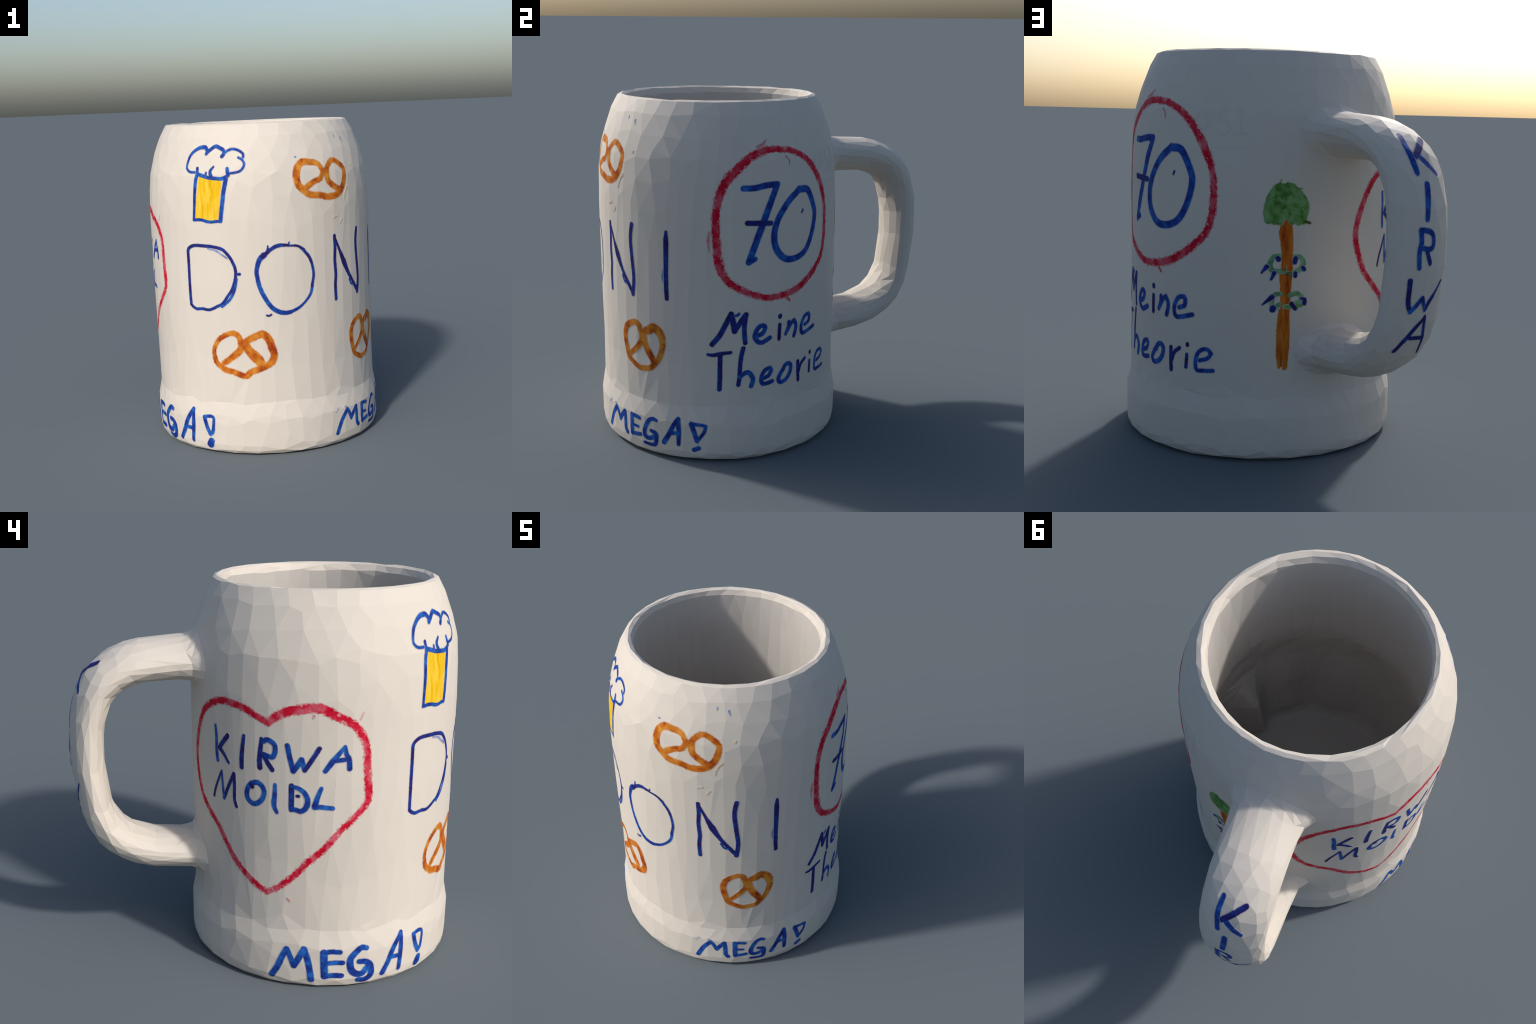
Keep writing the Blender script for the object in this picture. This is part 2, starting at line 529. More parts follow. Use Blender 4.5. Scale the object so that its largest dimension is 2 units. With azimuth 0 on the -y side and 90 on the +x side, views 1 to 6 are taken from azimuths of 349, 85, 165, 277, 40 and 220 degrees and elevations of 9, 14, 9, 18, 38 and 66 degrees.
draw('letter', 'D', 'body', (-35.6, 1.092), [
    ((1.8, 1.5, 1.6, 1.8), 'navy', (-16.6, 15.9), (-16.5, 8.3), (-16.6, -1.9), (-16.5, -15.1), (-16.0, -17.4), (-12.8, -19.3), (-8.0, -19.0), (-3.4, -19.4), (1.7, -17.2), (5.5, -15.1), (8.9, -10.7), (11.7, -6.7), (13.9, -0.7), (14.3, 5.3), (12.1, 11.2), (9.2, 15.2), (6.3, 17.6), (0.0, 19.0), (-6.6, 19.4), (-11.9, 19.3), (-15.5, 17.7), (-16.6, 15.9)),
    (1.4, 'blue', (14.6, -0.2), (13.2, -6.7), (10.1, -12.5), (4.9, -17.1)),
    (1.0, 'paleblue', (-2.2, 17.9), (2.1, 16.9), (6.6, 14.2), (9.6, 12.2)),
    (1.6, 'navy', (16.1, 2.6), (16.6, 2.6)),
])
draw('letter', 'O', 'body', (0.6, 1.079), [
    ((3.0, 2.1, 2.1, 2.1, 2.3, 2.0), 'blue', (-12.8, 14.8), (-15.6, 11.9), (-17.4, 5.9), (-17.1, 1.0), (-15.8, -4.9), (-13.0, -11.1), (-9.7, -16.3), (-5.8, -19.3), (-1.6, -20.5), (1.9, -20.2)),
    ((1.7, 1.2, 1.6), 'blue', (1.9, -20.2), (7.0, -18.2), (11.5, -14.7), (15.0, -10.4), (16.3, -5.9)),
    ((1.6, 1.4, 1.6, 1.6), 'navy', (16.1, -5.9), (17.4, 0.8), (16.6, 7.0), (14.6, 12.1), (11.4, 16.1)),
    ((1.6, 1.0, 2.0, 1.8, 2.6), 'navy', (11.4, 16.4), (7.6, 19.0), (2.9, 19.6), (-2.0, 20.2), (-5.7, 19.6), (-8.8, 17.9), (-11.9, 15.4), (-13.7, 13.9)),
    ((0.7, 1.5), 'navy', (-10.3, 20.1), (-10.4, 17.7)),
    ((0.5, 1.2), 'blue', (2.6, 21.7), (1.8, 20.1)),
    (1.0, 'navy', (-12.6, -21.3), (-11.4, -21.7), (-10.0, -21.0)),
])
draw('letter', 'N', 'body', (37.1, 1.121), [
    (2.0, 'navy', (-10.9, 18.2), (-10.7, 11.4), (-11.1, 3.1), (-10.6, -5.2), (-11.2, -12.1), (-11.0, -20.4)),
    ((1.4, 1.6, 3.4, 2.2, 2.0, 2.2), 'navy', (-10.6, 16.9), (-7.1, 9.5), (-3.2, 1.4), (0.4, -5.3), (3.9, -10.3), (9.9, -18.3)),
    ((2.2, 2.2, 2.1, 2.2), 'navy', (10.7, 20.4), (9.6, 14.7), (9.5, 9.1), (10.4, -0.2), (11.2, -8.7), (11.0, -13.8), (10.1, -19.3)),
    (1.2, 'blue', (1.6, -10.0), (3.3, -13.0), (5.4, -13.7)),
])
draw('letter', 'I', 'body', (63.6, 1.123), [
    ((1.4, 2.6, 2.4, 2.2, 2.2, 2.0), 'navy', (1.3, 18.6), (1.1, 13.5), (1.0, 5.3), (0.8, -4.7), (0.8, -11.5), (1.0, -18.6)),
    ((0.4, 1.0, 0.4), 'paleblue', (-1.1, -2.7), (-1.3, -6.7), (-0.9, -10.3)),
])
draw('pretzel_drawing', 'p1', 'body', (23.3, 1.649), [
    ((2.3, 3.0, 3.6, 3.0, 3.0, 3.2, 2.6, 2.4, 2.8), 'crust', (0.0, 5.0), (-3.1, 9.3), (-7.8, 10.4), (-13.6, 10.7), (-17.4, 7.5), (-18.6, 2.8), (-17.8, -2.1), (-14.4, -5.7), (-10.2, -8.4), (-3.8, -9.2), (2.3, -10.7), (9.2, -10.1), (14.1, -7.0), (17.3, -1.8), (18.6, 4.1), (15.6, 7.8), (11.6, 10.1), (7.9, 10.2), (4.3, 7.1), (2.8, 4.3)),
    ((3.2, 2.8), 'crust', (2.9, 4.8), (3.5, -0.7), (7.0, -4.2), (12.1, -7.3)),
    ((2.2, 2.8), 'crust', (-0.3, 5.0), (-1.1, 2.1), (-2.9, 0.3), (-7.8, -1.3), (-12.9, -4.1)),
])
draw('pretzel_drawing', 'p2', 'body', (-22.2, 0.627), [
    ((2.8, 2.6, 2.2, 2.0, 2.6, 2.8, 2.8, 3.0, 3.2, 3.6, 3.6, 3.2, 3.0), 'crust', (-0.9, 7.6), (-2.4, 11.5), (-4.9, 13.2), (-8.4, 12.7), (-13.0, 10.5), (-16.7, 6.6), (-18.5, 2.1), (-18.2, -2.2), (-17.1, -5.4), (-14.2, -7.8), (-10.7, -9.8), (-6.3, -10.7), (0.5, -13.2), (4.3, -10.6), (8.6, -9.1), (12.9, -7.3), (16.6, -5.1), (18.5, -0.5), (17.2, 4.3), (16.1, 8.3), (13.2, 12.1), (10.7, 12.4), (6.4, 10.6), (2.8, 8.7), (1.6, 7.2)),
    ((3.2, 5.0, 4.2), 'crust', (1.6, 7.2), (3.5, 2.9), (6.9, -0.9), (9.5, -4.0), (10.8, -7.0)),
    ((3.2, 3.2, 2.6), 'crust', (-0.9, 7.8), (-1.1, 3.9), (-3.7, 0.9), (-7.6, -2.1), (-12.2, -5.3)),
])
draw('pretzel_drawing', 'p3', 'body', (50.2, 0.636), [
    ((3.0, 2.6, 2.8, 2.8, 2.4, 2.4, 2.6, 2.6, 4.2, 4.0, 2.4), 'crust', (-0.5, 7.9), (-2.2, 11.8), (-4.8, 13.1), (-8.5, 11.9), (-12.3, 9.3), (-14.0, 5.0), (-13.9, 1.0), (-12.8, -3.8), (-11.2, -8.4), (-8.0, -10.8), (-2.4, -13.1), (1.7, -12.8), (5.7, -11.7), (8.6, -8.9), (11.4, -5.3), (13.2, -1.0), (14.0, 3.5), (13.3, 8.0), (10.9, 11.1), (8.1, 12.1), (5.0, 10.2), (2.6, 9.3), (1.2, 6.6)),
    ((3.0, 3.6, 3.0), 'crust', (1.2, 6.1), (2.7, 0.5), (5.7, -4.4), (8.2, -8.3)),
    ((3.0, 2.2), 'crust', (-0.1, 6.8), (-0.5, 3.1), (-3.4, -0.8), (-6.5, -3.6), (-10.0, -6.5)),
])
draw('letter', 'M', 'body', (-97.5, 0.139), [
    ((2.6, 2.6), 'blue', (-9.9, -8.5), (-6.8, -2.8), (-4.6, 2.9), (-2.3, 7.5)),
    (2.4, 'blue', (-2.3, 7.5), (-0.7, 4.0), (1.4, -1.3)),
    (2.6, 'blue', (1.4, -1.3), (3.8, 3.4), (6.3, 8.6)),
    (2.7, 'blue', (6.3, 8.6), (7.9, 3.5), (9.2, -2.9), (9.9, -8.6)),
])
draw('letter', 'E', 'body', (-80.7, 0.144), [
    (3.0, 'blue', (-4.6, 6.7), (-4.4, 0.1), (-4.1, -6.9)),
    (2.2, 'blue', (3.2, 6.8), (-0.5, 7.1), (-4.2, 6.7)),
    (2.2, 'blue', (-4.3, 0.4), (0.3, 0.9), (4.6, 0.7)),
    (2.4, 'blue', (-4.1, -7.1), (-0.2, -6.3), (4.1, -6.7)),
])
draw('letter', 'G', 'body', (-69.4, 0.135), [
    ((2.2, 2.8, 3.0, 2.6), 'blue', (2.7, 8.8), (0.2, 9.3), (-2.3, 7.3), (-5.2, 3.7), (-5.4, -0.3), (-4.4, -3.4), (-1.9, -5.3), (1.0, -5.1), (2.7, -2.6)),
    ((2.3, 3.0, 2.6, 2.6), 'blue', (-0.9, 1.6), (2.2, 1.3), (4.5, -0.9), (5.4, -4.7), (4.5, -7.9), (1.6, -9.3), (-1.1, -8.9)),
])
draw('letter', 'A', 'body', (-55.4, 0.163), [
    ((2.4, 2.6, 2.0), 'blue', (-5.5, -10.1), (-2.4, -4.3), (0.5, 2.6), (5.3, 10.1)),
    ((1.6, 2.4, 2.0), 'blue', (5.5, 9.8), (5.3, 4.4), (5.0, -2.8), (4.4, -10.1)),
    (2.0, 'blue', (-1.3, -2.2), (4.8, -2.3)),
])
draw('letter', '!', 'body', (-41.5, 0.145), [
    ((1.8, 1.6, 1.5, 2.2), 'blue', (-3.2, 8.1), (-0.2, 9.0), (2.8, 8.6), (3.2, 5.8), (2.3, -0.5), (0.5, -2.2)),
    (2.2, 'blue', (0.5, -2.2), (-1.6, 2.3), (-3.2, 8.1)),
    ((3.4, 3.8), 'blue', (1.1, -6.6), (0.1, -9.0)),
])
draw('letter', 'M', 'body', (32.6, 0.146), [
    (2.3, 'blue', (-9.4, -6.7), (-5.5, 1.1), (-1.2, 6.7)),
    (2.0, 'blue', (-1.2, 6.7), (0.4, 4.8), (2.5, 0.4)),
    (2.2, 'blue', (2.5, 0.4), (5.0, 4.1), (7.3, 6.5)),
    (2.2, 'blue', (7.3, 6.5), (7.8, 1.9), (8.0, -3.3), (9.4, -5.6)),
])
draw('letter', 'E', 'body', (46.5, 0.156), [
    (2.4, 'blue', (-3.3, 5.6), (-3.3, 0.1), (-3.2, -5.6)),
    (1.9, 'blue', (2.6, 5.0), (-0.8, 5.6), (-3.3, 5.4)),
    (1.4, 'blue', (-3.2, -0.2), (1.6, -0.6)),
    (2.0, 'blue', (-3.2, -5.6), (0.0, -5.4), (3.3, -4.8)),
])
draw('letter', 'G', 'body', (55.0, 0.143), [
    ((1.6, 2.2, 2.4, 2.0), 'blue', (4.1, 7.5), (1.6, 7.9), (-1.0, 6.2), (-3.5, 1.6), (-4.1, -2.1), (-2.5, -4.1), (0.3, -3.9), (2.6, -2.4)),
    ((1.8, 2.6, 2.0, 1.6), 'blue', (0.6, 0.6), (3.5, -0.3), (3.9, -3.2), (3.3, -6.9), (0.0, -7.9), (-4.1, -7.7)),
])
draw('letter', 'A', 'body', (65.9, 0.173), [
    ((2.4, 2.2, 1.8), 'blue', (-4.4, -7.5), (-1.5, -2.5), (1.5, 3.6), (3.9, 7.6)),
    ((1.9, 2.4, 1.8), 'blue', (4.2, 7.5), (4.4, -0.1), (4.2, -7.6)),
    (1.9, 'blue', (-0.8, -1.4), (4.0, -0.9)),
])
draw('letter', '!', 'body', (78.6, 0.150), [
    ((1.5, 1.8), 'blue', (3.7, 7.0), (0.0, 7.6), (-3.9, 7.7)),
    ((2.4, 2.0), 'blue', (-3.9, 7.7), (-2.3, 2.7), (-0.9, -2.5)),
    (1.6, 'blue', (-0.9, -2.5), (1.4, 0.7), (3.3, 3.7), (3.9, 6.9)),
    (2.2, 'blue', (-2.5, -7.7), (0.0, -6.5)),
])
draw('heart_outline', 'heart', 'body', (-110.7, 0.972), [
    ((3.0, 3.4, 3.2, 3.6, 3.0, 3.2, 3.0), 'red', (3.6, 41.2), (-2.4, 43.4), (-8.4, 46.1), (-15.8, 47.5), (-24.2, 47.9), (-31.8, 45.4), (-40.0, 40.2), (-45.3, 33.3), (-49.5, 24.4), (-51.9, 15.1), (-50.2, 6.1), (-44.9, -4.8), (-36.6, -12.4), (-28.0, -19.3), (-21.9, -27.0), (-15.4, -34.7), (-8.5, -40.2), (-2.2, -44.5), (2.8, -46.7)),
    ((2.6, 3.0, 3.0, 2.8, 3.6, 3.2, 3.6, 4.4, 4.2, 3.4), 'red', (2.8, -46.7), (8.9, -42.9), (15.7, -36.8), (23.5, -28.0), (31.1, -20.6), (38.5, -11.4), (45.4, -4.1), (50.4, 1.7), (51.9, 6.3), (51.3, 13.8), (50.6, 23.2), (50.4, 29.2), (47.9, 36.5), (42.6, 42.6), (35.8, 45.9), (28.5, 49.7), (20.6, 49.1), (12.5, 47.3), (7.3, 44.5), (3.6, 41.2)),
    (0.8, 'pink', (13.4, -48.6), (14.8, -49.7)),
    (0.9, 'pink', (25.5, 46.4), (25.2, 45.2)),
    (0.5, 'pink', (48.2, 47.4), (46.7, 44.3)),
])
draw('letter', 'K', 'body', (-131.0, 1.225), [
    ((1.6, 2.0), 'blue', (-4.9, 8.7), (-4.2, 3.1), (-4.1, -3.7), (-3.5, -8.7)),
    (2.2, 'navy', (4.5, 5.5), (1.3, 2.0), (-1.9, -2.0)),
    ((2.0, 1.6), 'navy', (-1.7, -2.1), (1.6, -4.4), (4.9, -7.9)),
])
draw('letter', 'I', 'body', (-119.4, 1.220), [
    ((1.6, 2.2, 2.2), 'navy', (0.7, 8.0), (-0.2, 1.8), (-0.7, -3.6), (-0.7, -8.0)),
])
draw('letter', 'R', 'body', (-108.3, 1.227), [
    ((1.8, 2.2, 2.4), 'navy', (-3.0, 7.2), (-3.6, 1.9), (-4.1, -3.2), (-3.9, -7.1)),
    (2.1, 'blue', (-2.2, 6.2), (0.3, 7.3), (3.6, 5.5), (4.1, 2.3), (3.0, -0.8), (0.6, -0.8), (-2.2, -0.2)),
    (2.1, 'navy', (-1.8, -0.8), (0.3, -4.2), (2.6, -7.3)),
])
draw('letter', 'W', 'body', (-93.9, 1.220), [
    (2.1, 'blue', (-7.5, 6.2), (-6.5, 1.1), (-4.6, -6.2)),
    (2.2, 'blue', (-4.6, -6.2), (-2.7, -3.4), (-0.7, -0.2)),
    (2.1, 'blue', (-0.7, -0.2), (0.2, -3.2), (0.9, -5.3)),
    (1.9, 'navy', (0.9, -5.3), (3.4, -1.4), (7.5, 5.7)),
])
draw('letter', 'A', 'body', (-80.8, 1.226), [
    ((1.9, 2.4, 1.4), 'blue', (-5.6, -6.0), (-3.4, -2.8), (-0.5, 1.1), (3.3, 6.0)),
    ((1.4, 2.0, 2.1), 'blue', (3.3, 5.9), (4.0, 2.3), (5.3, -0.3), (5.6, -4.9)),
    (1.9, 'navy', (-0.8, -0.8), (5.3, -0.1)),
])
draw('letter', 'M', 'body', (-129.9, 1.009), [
    ((1.4, 1.2), 'navy', (-8.6, -7.0), (-6.6, -1.5), (-1.7, 7.9)),
    ((1.2, 1.6), 'blue', (-1.7, 7.9), (-1.3, 3.5), (0.0, -6.0)),
    ((1.6, 1.8), 'navy', (0.0, -6.0), (2.9, 0.4), (7.1, 8.3)),
    ((2.0, 1.6), 'navy', (7.1, 8.3), (7.5, 2.2), (7.4, -4.7), (8.6, -8.3)),
])
draw('letter', 'O', 'body', (-113.6, 1.021), [
    (2.2, 'blue', (-2.3, 4.5), (-4.2, 1.7), (-4.8, -2.2), (-3.1, -4.9), (-0.1, -5.6), (3.2, -3.3), (4.8, 0.4), (4.0, 3.9), (1.1, 5.6), (-2.3, 4.5)),
    (2.2, 'navy', (-2.3, 3.7), (-1.7, 3.1)),
])
draw('letter', 'I', 'body', (-104.8, 1.010), [
    ((1.5, 2.2, 1.6), 'blue', (-0.2, 7.0), (-0.4, 1.4), (-0.7, -3.7), (0.7, -7.0)),
])
draw('letter', 'D', 'body', (-95.1, 1.021), [
    (2.3, 'navy', (-3.8, 6.2), (-3.9, 1.3), (-3.9, -5.8)),
    ((1.6, 2.3, 2.0), 'blue', (-3.7, 6.0), (-0.5, 5.3), (2.3, 3.2), (3.9, -0.4), (3.1, -4.3), (0.9, -6.2), (-1.3, -5.8), (-3.7, -5.4)),
    (1.4, 'navy', (-1.2, 1.3), (-0.5, 1.3)),
])
draw('letter', 'L', 'body', (-85.7, 1.029), [
    ((1.6, 2.4), 'blue', (-1.3, 5.0), (-2.9, 0.6), (-4.2, -4.1)),
    ((2.4, 1.8), 'blue', (-4.2, -4.5), (-1.6, -4.5), (4.2, -5.0)),
])
draw('ring_outline', 'ring', 'body', (114.9, 1.352), [
    ((3.2, 3.6, 4.6, 4.8, 4.2, 3.8, 4.0, 4.4, 3.8, 3.2, 3.2, 3.8, 3.6, 3.2, 3.6, 3.0, 4.0, 3.2, 3.0, 3.2), 'red', (-1.2, 39.6), (-8.7, 38.8), (-16.0, 35.4), (-22.2, 30.4), (-27.9, 24.7), (-31.7, 17.7), (-33.8, 9.4), (-34.4, 1.0), (-34.0, -8.0), (-33.4, -17.2), (-30.8, -26.5), (-25.5, -32.8), (-16.4, -37.7), (-6.2, -41.0), (3.5, -40.8), (15.4, -37.7), (25.7, -31.4), (34.4, -23.4), (37.7, -13.0), (38.3, -0.2), (36.8, 8.4), (32.7, 18.5), (25.5, 28.7), (17.6, 34.9), (9.0, 38.3), (-1.2, 39.6)),
    ((2.4, 0.6), 'pink', (-10.5, 40.9), (-7.7, 42.5), (-5.5, 44.4)),
    ((1.0, 0.4), 'pink', (6.1, 35.3), (7.8, 33.1), (7.9, 30.4)),
    ((0.5, 1.8, 0.4), 'pink', (-37.9, -3.2), (-38.3, -8.1), (-37.7, -14.2)),
    (1.2, 'red', (5.0, -41.6), (7.7, -44.4)),
])
draw('digit', '7', 'body', (106.7, 1.353), [
    ((2.6, 2.8), 'blue', (-9.6, 19.7), (-3.3, 19.7), (3.6, 20.8), (9.6, 20.9)),
    ((2.8, 3.2, 3.0), 'blue', (9.6, 20.9), (5.5, 11.7), (1.6, 1.7), (-2.7, -9.5), (-6.7, -20.3)),
    (2.2, 'blue', (-7.0, -20.9), (-3.3, -18.9)),
    (2.4, 'navy', (-7.6, 1.1), (5.5, 0.2)),
])
draw('digit', '0', 'body', (124.9, 1.332), [
    ((3.0, 3.0, 3.2, 3.0, 2.8, 3.0, 3.2), 'blue', (1.9, 19.0), (-4.9, 13.9), (-10.0, 7.8), (-13.4, 1.4), (-14.6, -6.5), (-12.6, -13.5), (-7.5, -18.4), (-0.6, -19.0), (6.2, -16.3), (10.8, -10.1), (13.7, -2.3), (14.6, 5.1), (11.4, 13.1), (7.6, 18.3), (1.9, 19.0)),
    (1.0, 'navy', (3.6, 6.1), (4.3, 7.4)),
])
draw('letter', 'M', 'body', (92.4, 0.778), [
    ((2.4, 2.5), 'navy', (-9.2, -8.6), (-5.3, -3.7), (-2.5, 1.6), (1.1, 8.6)),
    (2.6, 'navy', (1.1, 8.6), (2.1, 4.0), (2.9, -1.3)),
    (2.5, 'navy', (2.9, -1.3), (5.6, 2.9), (9.2, 7.8)),
    (2.2, 'navy', (9.2, 7.8), (8.4, 2.0), (8.3, -2.9), (8.8, -8.3)),
    (1.2, 'blue', (3.4, 7.7), (4.5, 7.7), (5.3, 8.6)),
])
draw('letter', 'e', 'body', (107.7, 0.735), [
    (2.2, 'blue', (-2.4, -0.6), (0.2, 0.6), (1.5, 3.4), (0.2, 4.9), (-2.2, 4.2), (-4.1, 1.4), (-4.4, -1.6), (-2.7, -4.1), (-0.4, -4.9), (2.0, -4.0), (4.4, -2.7)),
])
draw('letter', 'i', 'body', (116.2, 0.759), [
    (1.9, 'navy', (0.1, 1.6), (-0.1, -2.7), (-0.2, -6.7)),
    (2.1, 'navy', (0.2, 6.7), (0.2, 6.2)),
])
draw('letter', 'n', 'body', (122.6, 0.737), [
    (1.8, 'blue', (-1.7, 4.4), (-2.0, 1.4), (-3.5, -2.4)),
    (2.0, 'blue', (-2.7, -0.8), (-0.4, 2.8), (2.0, 4.6), (3.5, 1.6), (3.3, -1.4), (2.3, -4.6)),
])
draw('letter', 'e', 'body', (133.3, 0.746), [
    (1.9, 'blue', (-2.3, -0.6), (0.8, 0.7), (1.4, 3.6), (0.6, 5.2), (-2.5, 4.5), (-4.8, 1.3), (-5.5, -2.3), (-4.4, -5.2), (-1.0, -5.1), (5.5, -3.3)),
])
draw('letter', 'T', 'body', (88.0, 0.537), [
    ((1.4, 2.0, 1.6), 'navy', (-6.2, 9.6), (-3.1, 9.3), (0.9, 10.1), (6.2, 10.6)),
    (2.2, 'navy', (0.5, 9.5), (0.3, 1.8), (0.2, -4.9), (-0.1, -10.6)),
])
draw('letter', 'h', 'body', (99.8, 0.552), [
    (2.1, 'navy', (-1.3, 11.2), (-2.4, 6.5), (-3.1, 0.5), (-3.4, -5.2), (-4.1, -9.9)),
    (2.2, 'blue', (-3.1, -5.2), (-0.8, -3.4), (1.8, -3.3), (3.7, -5.9), (4.1, -8.3), (3.1, -11.2)),
])
draw('letter', 'e', 'body', (109.9, 0.487), [
    (2.0, 'blue', (-1.5, -1.0), (1.3, 0.2), (2.7, 3.0), (1.9, 4.4), (-0.9, 3.6), (-2.9, 0.9), (-3.4, -2.1), (-2.6, -4.2), (0.2, -4.4), (3.4, -3.7)),
])
draw('letter', 'o', 'body', (119.3, 0.485), [
    (2.1, 'blue', (-1.3, 2.2), (-2.9, 0.1), (-4.3, -3.0), (-2.8, -5.0), (0.7, -4.1), (3.5, -0.9), (4.3, 3.0), (2.6, 5.0), (0.2, 4.3), (-1.3, 1.8)),
])
draw('letter', 'r', 'body', (129.5, 0.477), [
    (2.0, 'navy', (-2.8, 5.3), (-2.7, 0.1), (-2.4, -5.9)),
    (1.7, 'navy', (-2.0, -0.8), (-0.6, 3.0), (2.8, 5.9)),
])
draw('letter', 'i', 'body', (135.4, 0.503), [
    (1.6, 'navy', (0.1, 0.6), (-0.1, -2.8), (-0.3, -5.9)),
    (1.7, 'navy', (0.3, 5.9), (0.3, 5.3)),
])
draw('letter', 'e', 'body', (143.4, 0.493), [
    (1.7, 'blue', (-2.5, -0.5), (1.7, 1.0), (3.6, 3.6), (1.5, 5.5), (-2.0, 4.7), (-4.2, 1.5), (-4.7, -3.0), (-3.6, -5.5), (-0.3, -5.4), (4.7, -4.9)),
])
draw('palm_leaf', 'leaf1', 'body', (172.0, 0.986), [
    ((1.6, 2.2, 2.2, 2.0), 'palegreen', (1.5, 3.8), (-1.7, 3.4), (-3.4, 0.8), (-3.5, -1.9), (-1.5, -3.8), (1.6, -3.5), (3.5, -3.4)),
])
draw('palm_leaf', 'leaf2', 'body', (178.8, 0.978), [
    ((1.6, 2.2, 2.2, 2.2), 'palegreen', (-0.8, 4.1), (2.4, 4.1), (4.3, 1.4), (3.2, -1.6), (0.2, -3.5), (-2.9, -4.1), (-4.3, -3.4)),
])
draw('palm_leaf', 'leaf3', 'body', (172.0, 0.805), [
    ((1.8, 2.2, 1.8), 'palegreen', (2.1, 3.4), (-0.7, 3.0), (-2.1, 0.7), (-2.0, -2.4), (0.0, -3.4), (1.3, -1.7)),
])
draw('palm_leaf', 'leaf4', 'body', (179.3, 0.808), [
    ((2.0, 2.0, 1.8), 'palegreen', (-2.3, 2.4), (0.8, 3.3), (3.5, 1.5), (2.4, -1.0), (-0.2, -1.7)),
    ((1.6, 1.8, 1.0), 'green', (-4.9, -3.2), (-2.5, -3.3), (2.7, -3.0), (4.9, -1.3)),
])
draw('palm_trunk', 'trunk_top', 'body', (175.1, 1.084), [
    ((1.8, 2.2, 2.0), 'bark', (0.0, 12.3), (-2.2, 5.5), (-1.3, 0.7), (-0.6, -5.7), (-0.7, -12.2)),
    ((2.0, 2.2, 2.2), 'bark', (1.1, 12.3), (2.0, 3.9), (2.1, -2.5), (2.2, -12.3)),
    (2.2, 'bark', (-0.0, 8.4), (0.6, -9.0)),
])
draw('palm_trunk', 'trunk_foot', 'body', (175.1, 0.706), [
    (2.0, 'bark', (-1.5, 23.5), (-0.8, 15.3), (-0.5, 7.5), (-0.4, -0.4), (-0.4, -8.3), (-0.3, -16.3), (-1.1, -21.8)),
    ((2.2, 2.0, 2.0, 1.8), 'bark', (2.0, 23.4), (1.7, 11.4), (1.6, 1.5), (2.1, -4.4), (1.9, -16.3), (1.4, -23.5)),
    ((1.4, 1.8, 1.8, 1.2), 'bark', (-1.6, 5.1), (-2.1, -4.3), (-1.9, -16.2), (-1.4, -23.0)),
    (1.8, 'bark', (0.3, 22.3), (0.8, 3.5), (0.9, -16.3)),
])
draw('palm_crown', 'crown', 'body', (176.1, 1.285), [
    (3.6, 'green', (-9.8, -8.9), (-10.4, -4.8), (-8.9, 1.6), (-6.2, 6.1)),
    (3.2, 'green', (-7.1, -9.5), (-7.8, -4.1), (-6.1, 2.3), (-3.4, 6.7)),
    (3.6, 'green', (-4.5, -9.5), (-4.7, -3.4), (-3.3, 2.9), (-0.8, 7.1)),
    (4.0, 'green', (-1.1, -6.6), (-1.5, -1.8), (-0.7, 3.0), (1.1, 6.3)),
    (3.6, 'green', (1.6, -9.1), (1.8, -3.4), (2.3, 1.4), (3.1, 4.9)),
    (3.2, 'green', (4.6, -9.8), (4.8, -5.0), (5.3, -0.2), (4.8, 3.6)),
    (2.8, 'green', (6.6, -9.5), (8.0, -5.3), (8.2, -1.8), (6.4, 1.9)),
    ((1.0, 0.3), 'green', (-5.0, 8.1), (-4.1, 10.4)),
    ((1.4, 0.4), 'green', (3.8, 5.2), (6.1, 6.2)),
    ((1.6, 1.0), 'darkgreen', (7.6, -9.5), (10.4, -10.4)),
])
draw('thorn', 't1', 'body', (166.8, 0.956), [
    ((2.0, 0.7), 'navy', (1.2, 1.5), (-1.2, -1.5)),
])
draw('thorn', 't2', 'body', (170.2, 0.925), [
    ((1.8, 0.9), 'navy', (0.7, 1.6), (-0.7, -1.6)),
])
draw('thorn', 't3', 'body', (172.2, 1.009), [
    (2.0, 'navy', (-0.2, 0.3), (0.2, -0.3)),
])
draw('thorn', 't4', 'body', (179.0, 1.002), [
    (2.0, 'navy', (0.2, 0.9), (-0.2, -0.9)),
])
draw('thorn', 't5', 'body', (182.5, 0.961), [
    (1.8, 'navy', (-0.3, 0.4), (0.3, -0.4)),
])
draw('thorn', 't6', 'body', (179.2, 0.933), [
    (1.7, 'navy', (-0.0, 0.7), (0.0, -0.7)),
])
draw('thorn', 't7', 'body', (168.3, 0.804), [
    ((2.2, 0.5), 'navy', (2.4, 2.0), (-0.0, 0.0), (-2.4, -2.0)),
])
draw('thorn', 't8', 'body', (170.7, 0.766), [
    (2.6, 'navy', (0.1, 0.3), (-0.1, -0.3)),
])
draw('thorn', 't9', 'body', (178.9, 0.777), [
    ((2.0, 1.6), 'navy', (-1.0, 1.2), (1.0, -1.2)),
])
draw('thorn', 't10', 'body', (182.7, 0.803), [
    ((1.2, 2.0), 'navy', (-0.9, 1.2), (0.9, 0.6), (0.8, -1.2)),
])
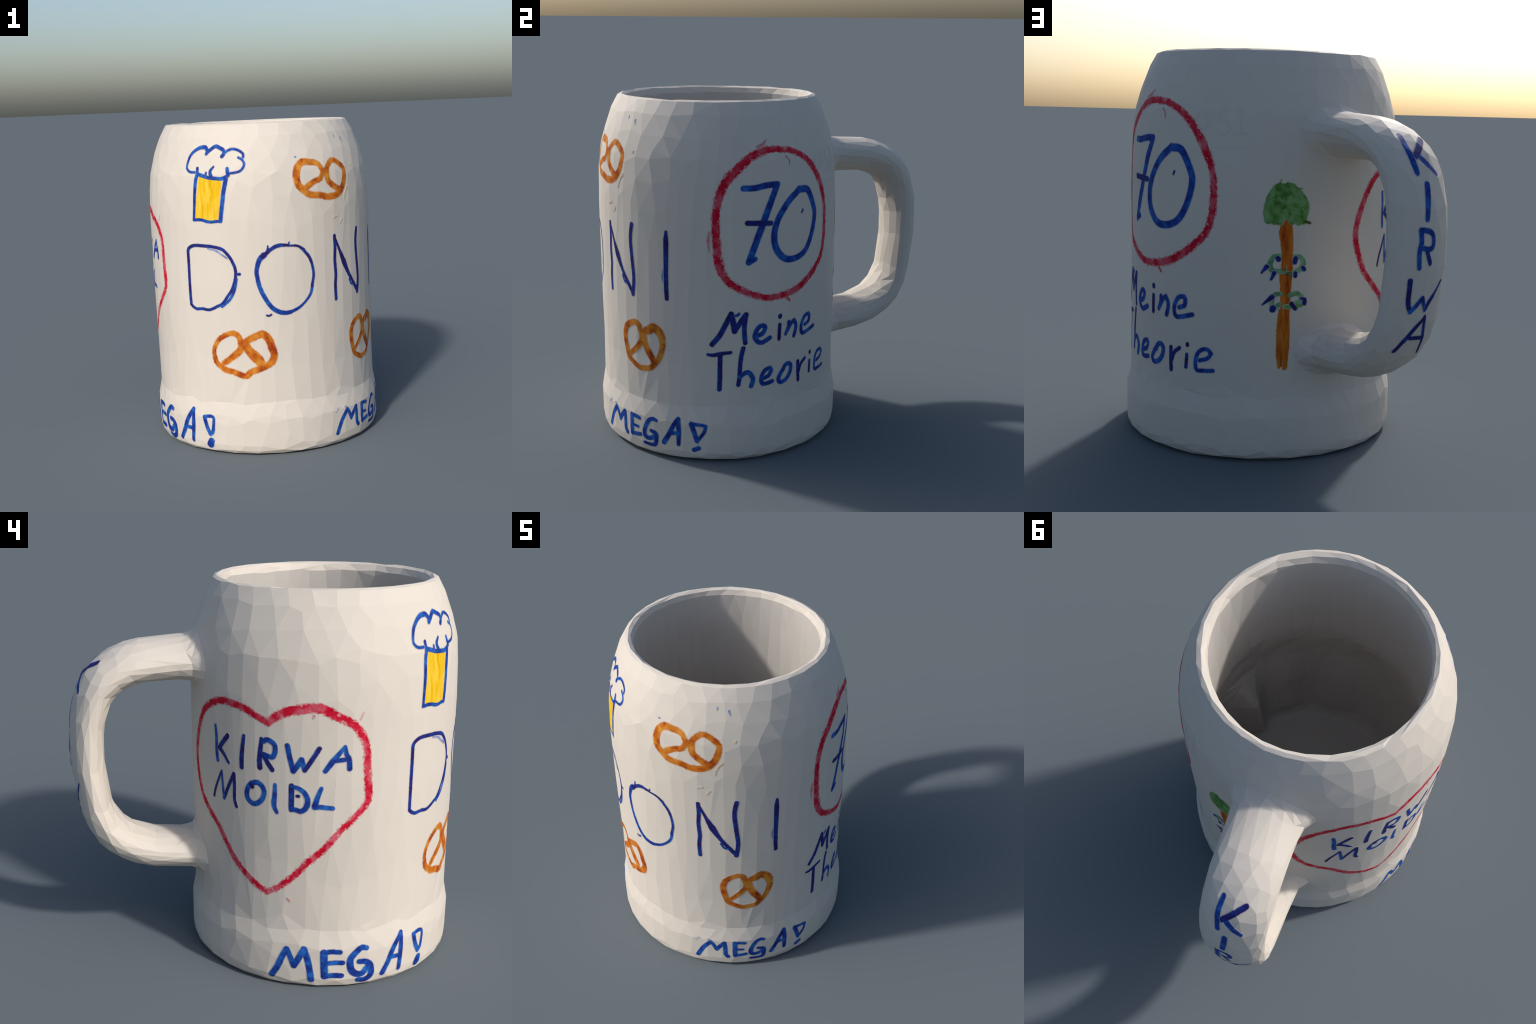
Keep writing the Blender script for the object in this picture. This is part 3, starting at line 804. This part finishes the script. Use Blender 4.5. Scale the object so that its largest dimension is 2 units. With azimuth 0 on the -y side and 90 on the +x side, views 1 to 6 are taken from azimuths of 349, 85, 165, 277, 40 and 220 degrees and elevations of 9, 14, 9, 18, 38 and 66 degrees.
draw('capacity_mark', 'mark', 'body', (149.1, 1.620), [
    (0.9, 'relief', (-10.8, 9.1), (-13.3, 5.7), (-12.8, 0.8), (-10.2, -2.1), (-7.8, 1.2), (-8.0, 5.8), (-10.8, 9.1)),
    (0.8, 'relief', (2.4, 8.7), (-0.8, 8.3), (-1.2, 4.4), (2.8, 2.8), (3.9, -0.4), (1.3, -3.1), (-1.5, -1.9)),
    (0.9, 'relief', (8.6, 8.5), (9.1, -2.2)),
    (0.7, 'relief', (6.5, 8.8), (10.9, 9.1)),
    (0.7, 'relief', (7.4, -2.4), (12.7, -2.3)),
    (0.7, 'relief', (-4.0, -9.1), (4.9, -9.0), (13.3, -8.9)),
])
draw('glaze_speck', 's1', 'body', (40.6, 1.881), [
    ((1.0, 0.5), 'paleblue', (-3.6, 1.8), (-3.7, 0.7)),
    ((1.3, 0.6), 'paleblue', (3.2, 0.1), (3.7, -1.8)),
])
draw('glaze_speck', 's2', 'body', (27.2, 1.582), [
    (0.8, 'paleblue', (-23.0, 20.6), (-22.3, 20.6)),
    ((0.8, 0.5), 'beige', (15.4, 0.7), (12.3, -3.1), (11.5, -6.5)),
    ((0.6, 0.5), 'beige', (1.3, -17.0), (4.2, -15.8)),
    ((0.7, 0.4), 'beige', (8.1, -18.3), (6.5, -20.6)),
    (0.7, 'beige', (23.0, 14.2), (22.4, 13.2)),
])
draw('glaze_speck', 's3', 'body', (27.6, 0.225), [
    (0.5, 'paleblue', (-4.4, -0.8), (-3.9, -1.1)),
    (0.6, 'paleblue', (-3.2, 0.8), (-2.7, 0.1)),
    (0.5, 'paleblue', (-1.9, 1.1), (-1.4, 0.8)),
    ((0.5, 0.8), 'paleblue', (2.9, 0.8), (4.4, 0.7)),
])
draw('letter', 'K', 'handle', (0.558, -0.007), [
    ((1.8, 2.2, 2.0), 'blue', (5.8, 7.4), (6.5, 1.7), (5.9, -2.9), (5.1, -7.1)),
    (2.3, 'navy', (-5.5, 5.9), (0.4, 1.1), (3.5, -1.2)),
    ((2.0, 2.0, 1.4), 'blue', (2.6, -0.9), (-1.7, -4.3), (-6.5, -7.4)),
])
draw('letter', 'I', 'handle', (0.740, -0.020), [
    ((2.4, 2.5, 2.2), 'blue', (-0.4, 6.4), (-0.1, -0.2), (0.4, -6.4)),
])
draw('letter', 'R', 'handle', (0.924, -0.023), [
    ((2.0, 2.0, 1.8), 'blue', (3.3, 7.6), (2.9, 3.0), (3.5, -1.8), (3.0, -7.6)),
    (1.9, 'blue', (2.8, 7.6), (-1.5, 6.9), (-3.5, 4.8), (-3.5, 0.7), (-0.9, -0.4), (1.2, 0.1)),
    (1.7, 'navy', (-0.6, -1.6), (-2.7, -6.1)),
])
draw('letter', 'W', 'handle', (1.124, 0.010), [
    ((1.9, 1.8, 1.8), 'navy', (9.5, 6.9), (9.3, 1.6), (8.8, -3.7), (7.5, -6.9)),
    (1.8, 'blue', (7.5, -6.9), (4.9, -4.3), (2.1, -1.1)),
    (1.7, 'blue', (2.1, -1.1), (0.8, -3.8), (-0.4, -6.5)),
    ((1.8, 1.8, 0.8), 'navy', (-0.4, -6.5), (-3.5, -2.0), (-9.5, 5.6)),
])
draw('letter', 'A', 'handle', (1.298, -0.013), [
    ((1.7, 1.7, 1.2), 'navy', (7.0, -6.6), (4.6, -1.7), (1.3, 3.2), (-3.6, 7.9)),
    ((1.5, 1.6, 1.2), 'navy', (-3.6, 7.9), (-4.1, 4.2), (-5.5, -0.3), (-7.0, -7.9)),
    (1.5, 'navy', (2.1, -0.2), (-5.8, -0.8)),
])
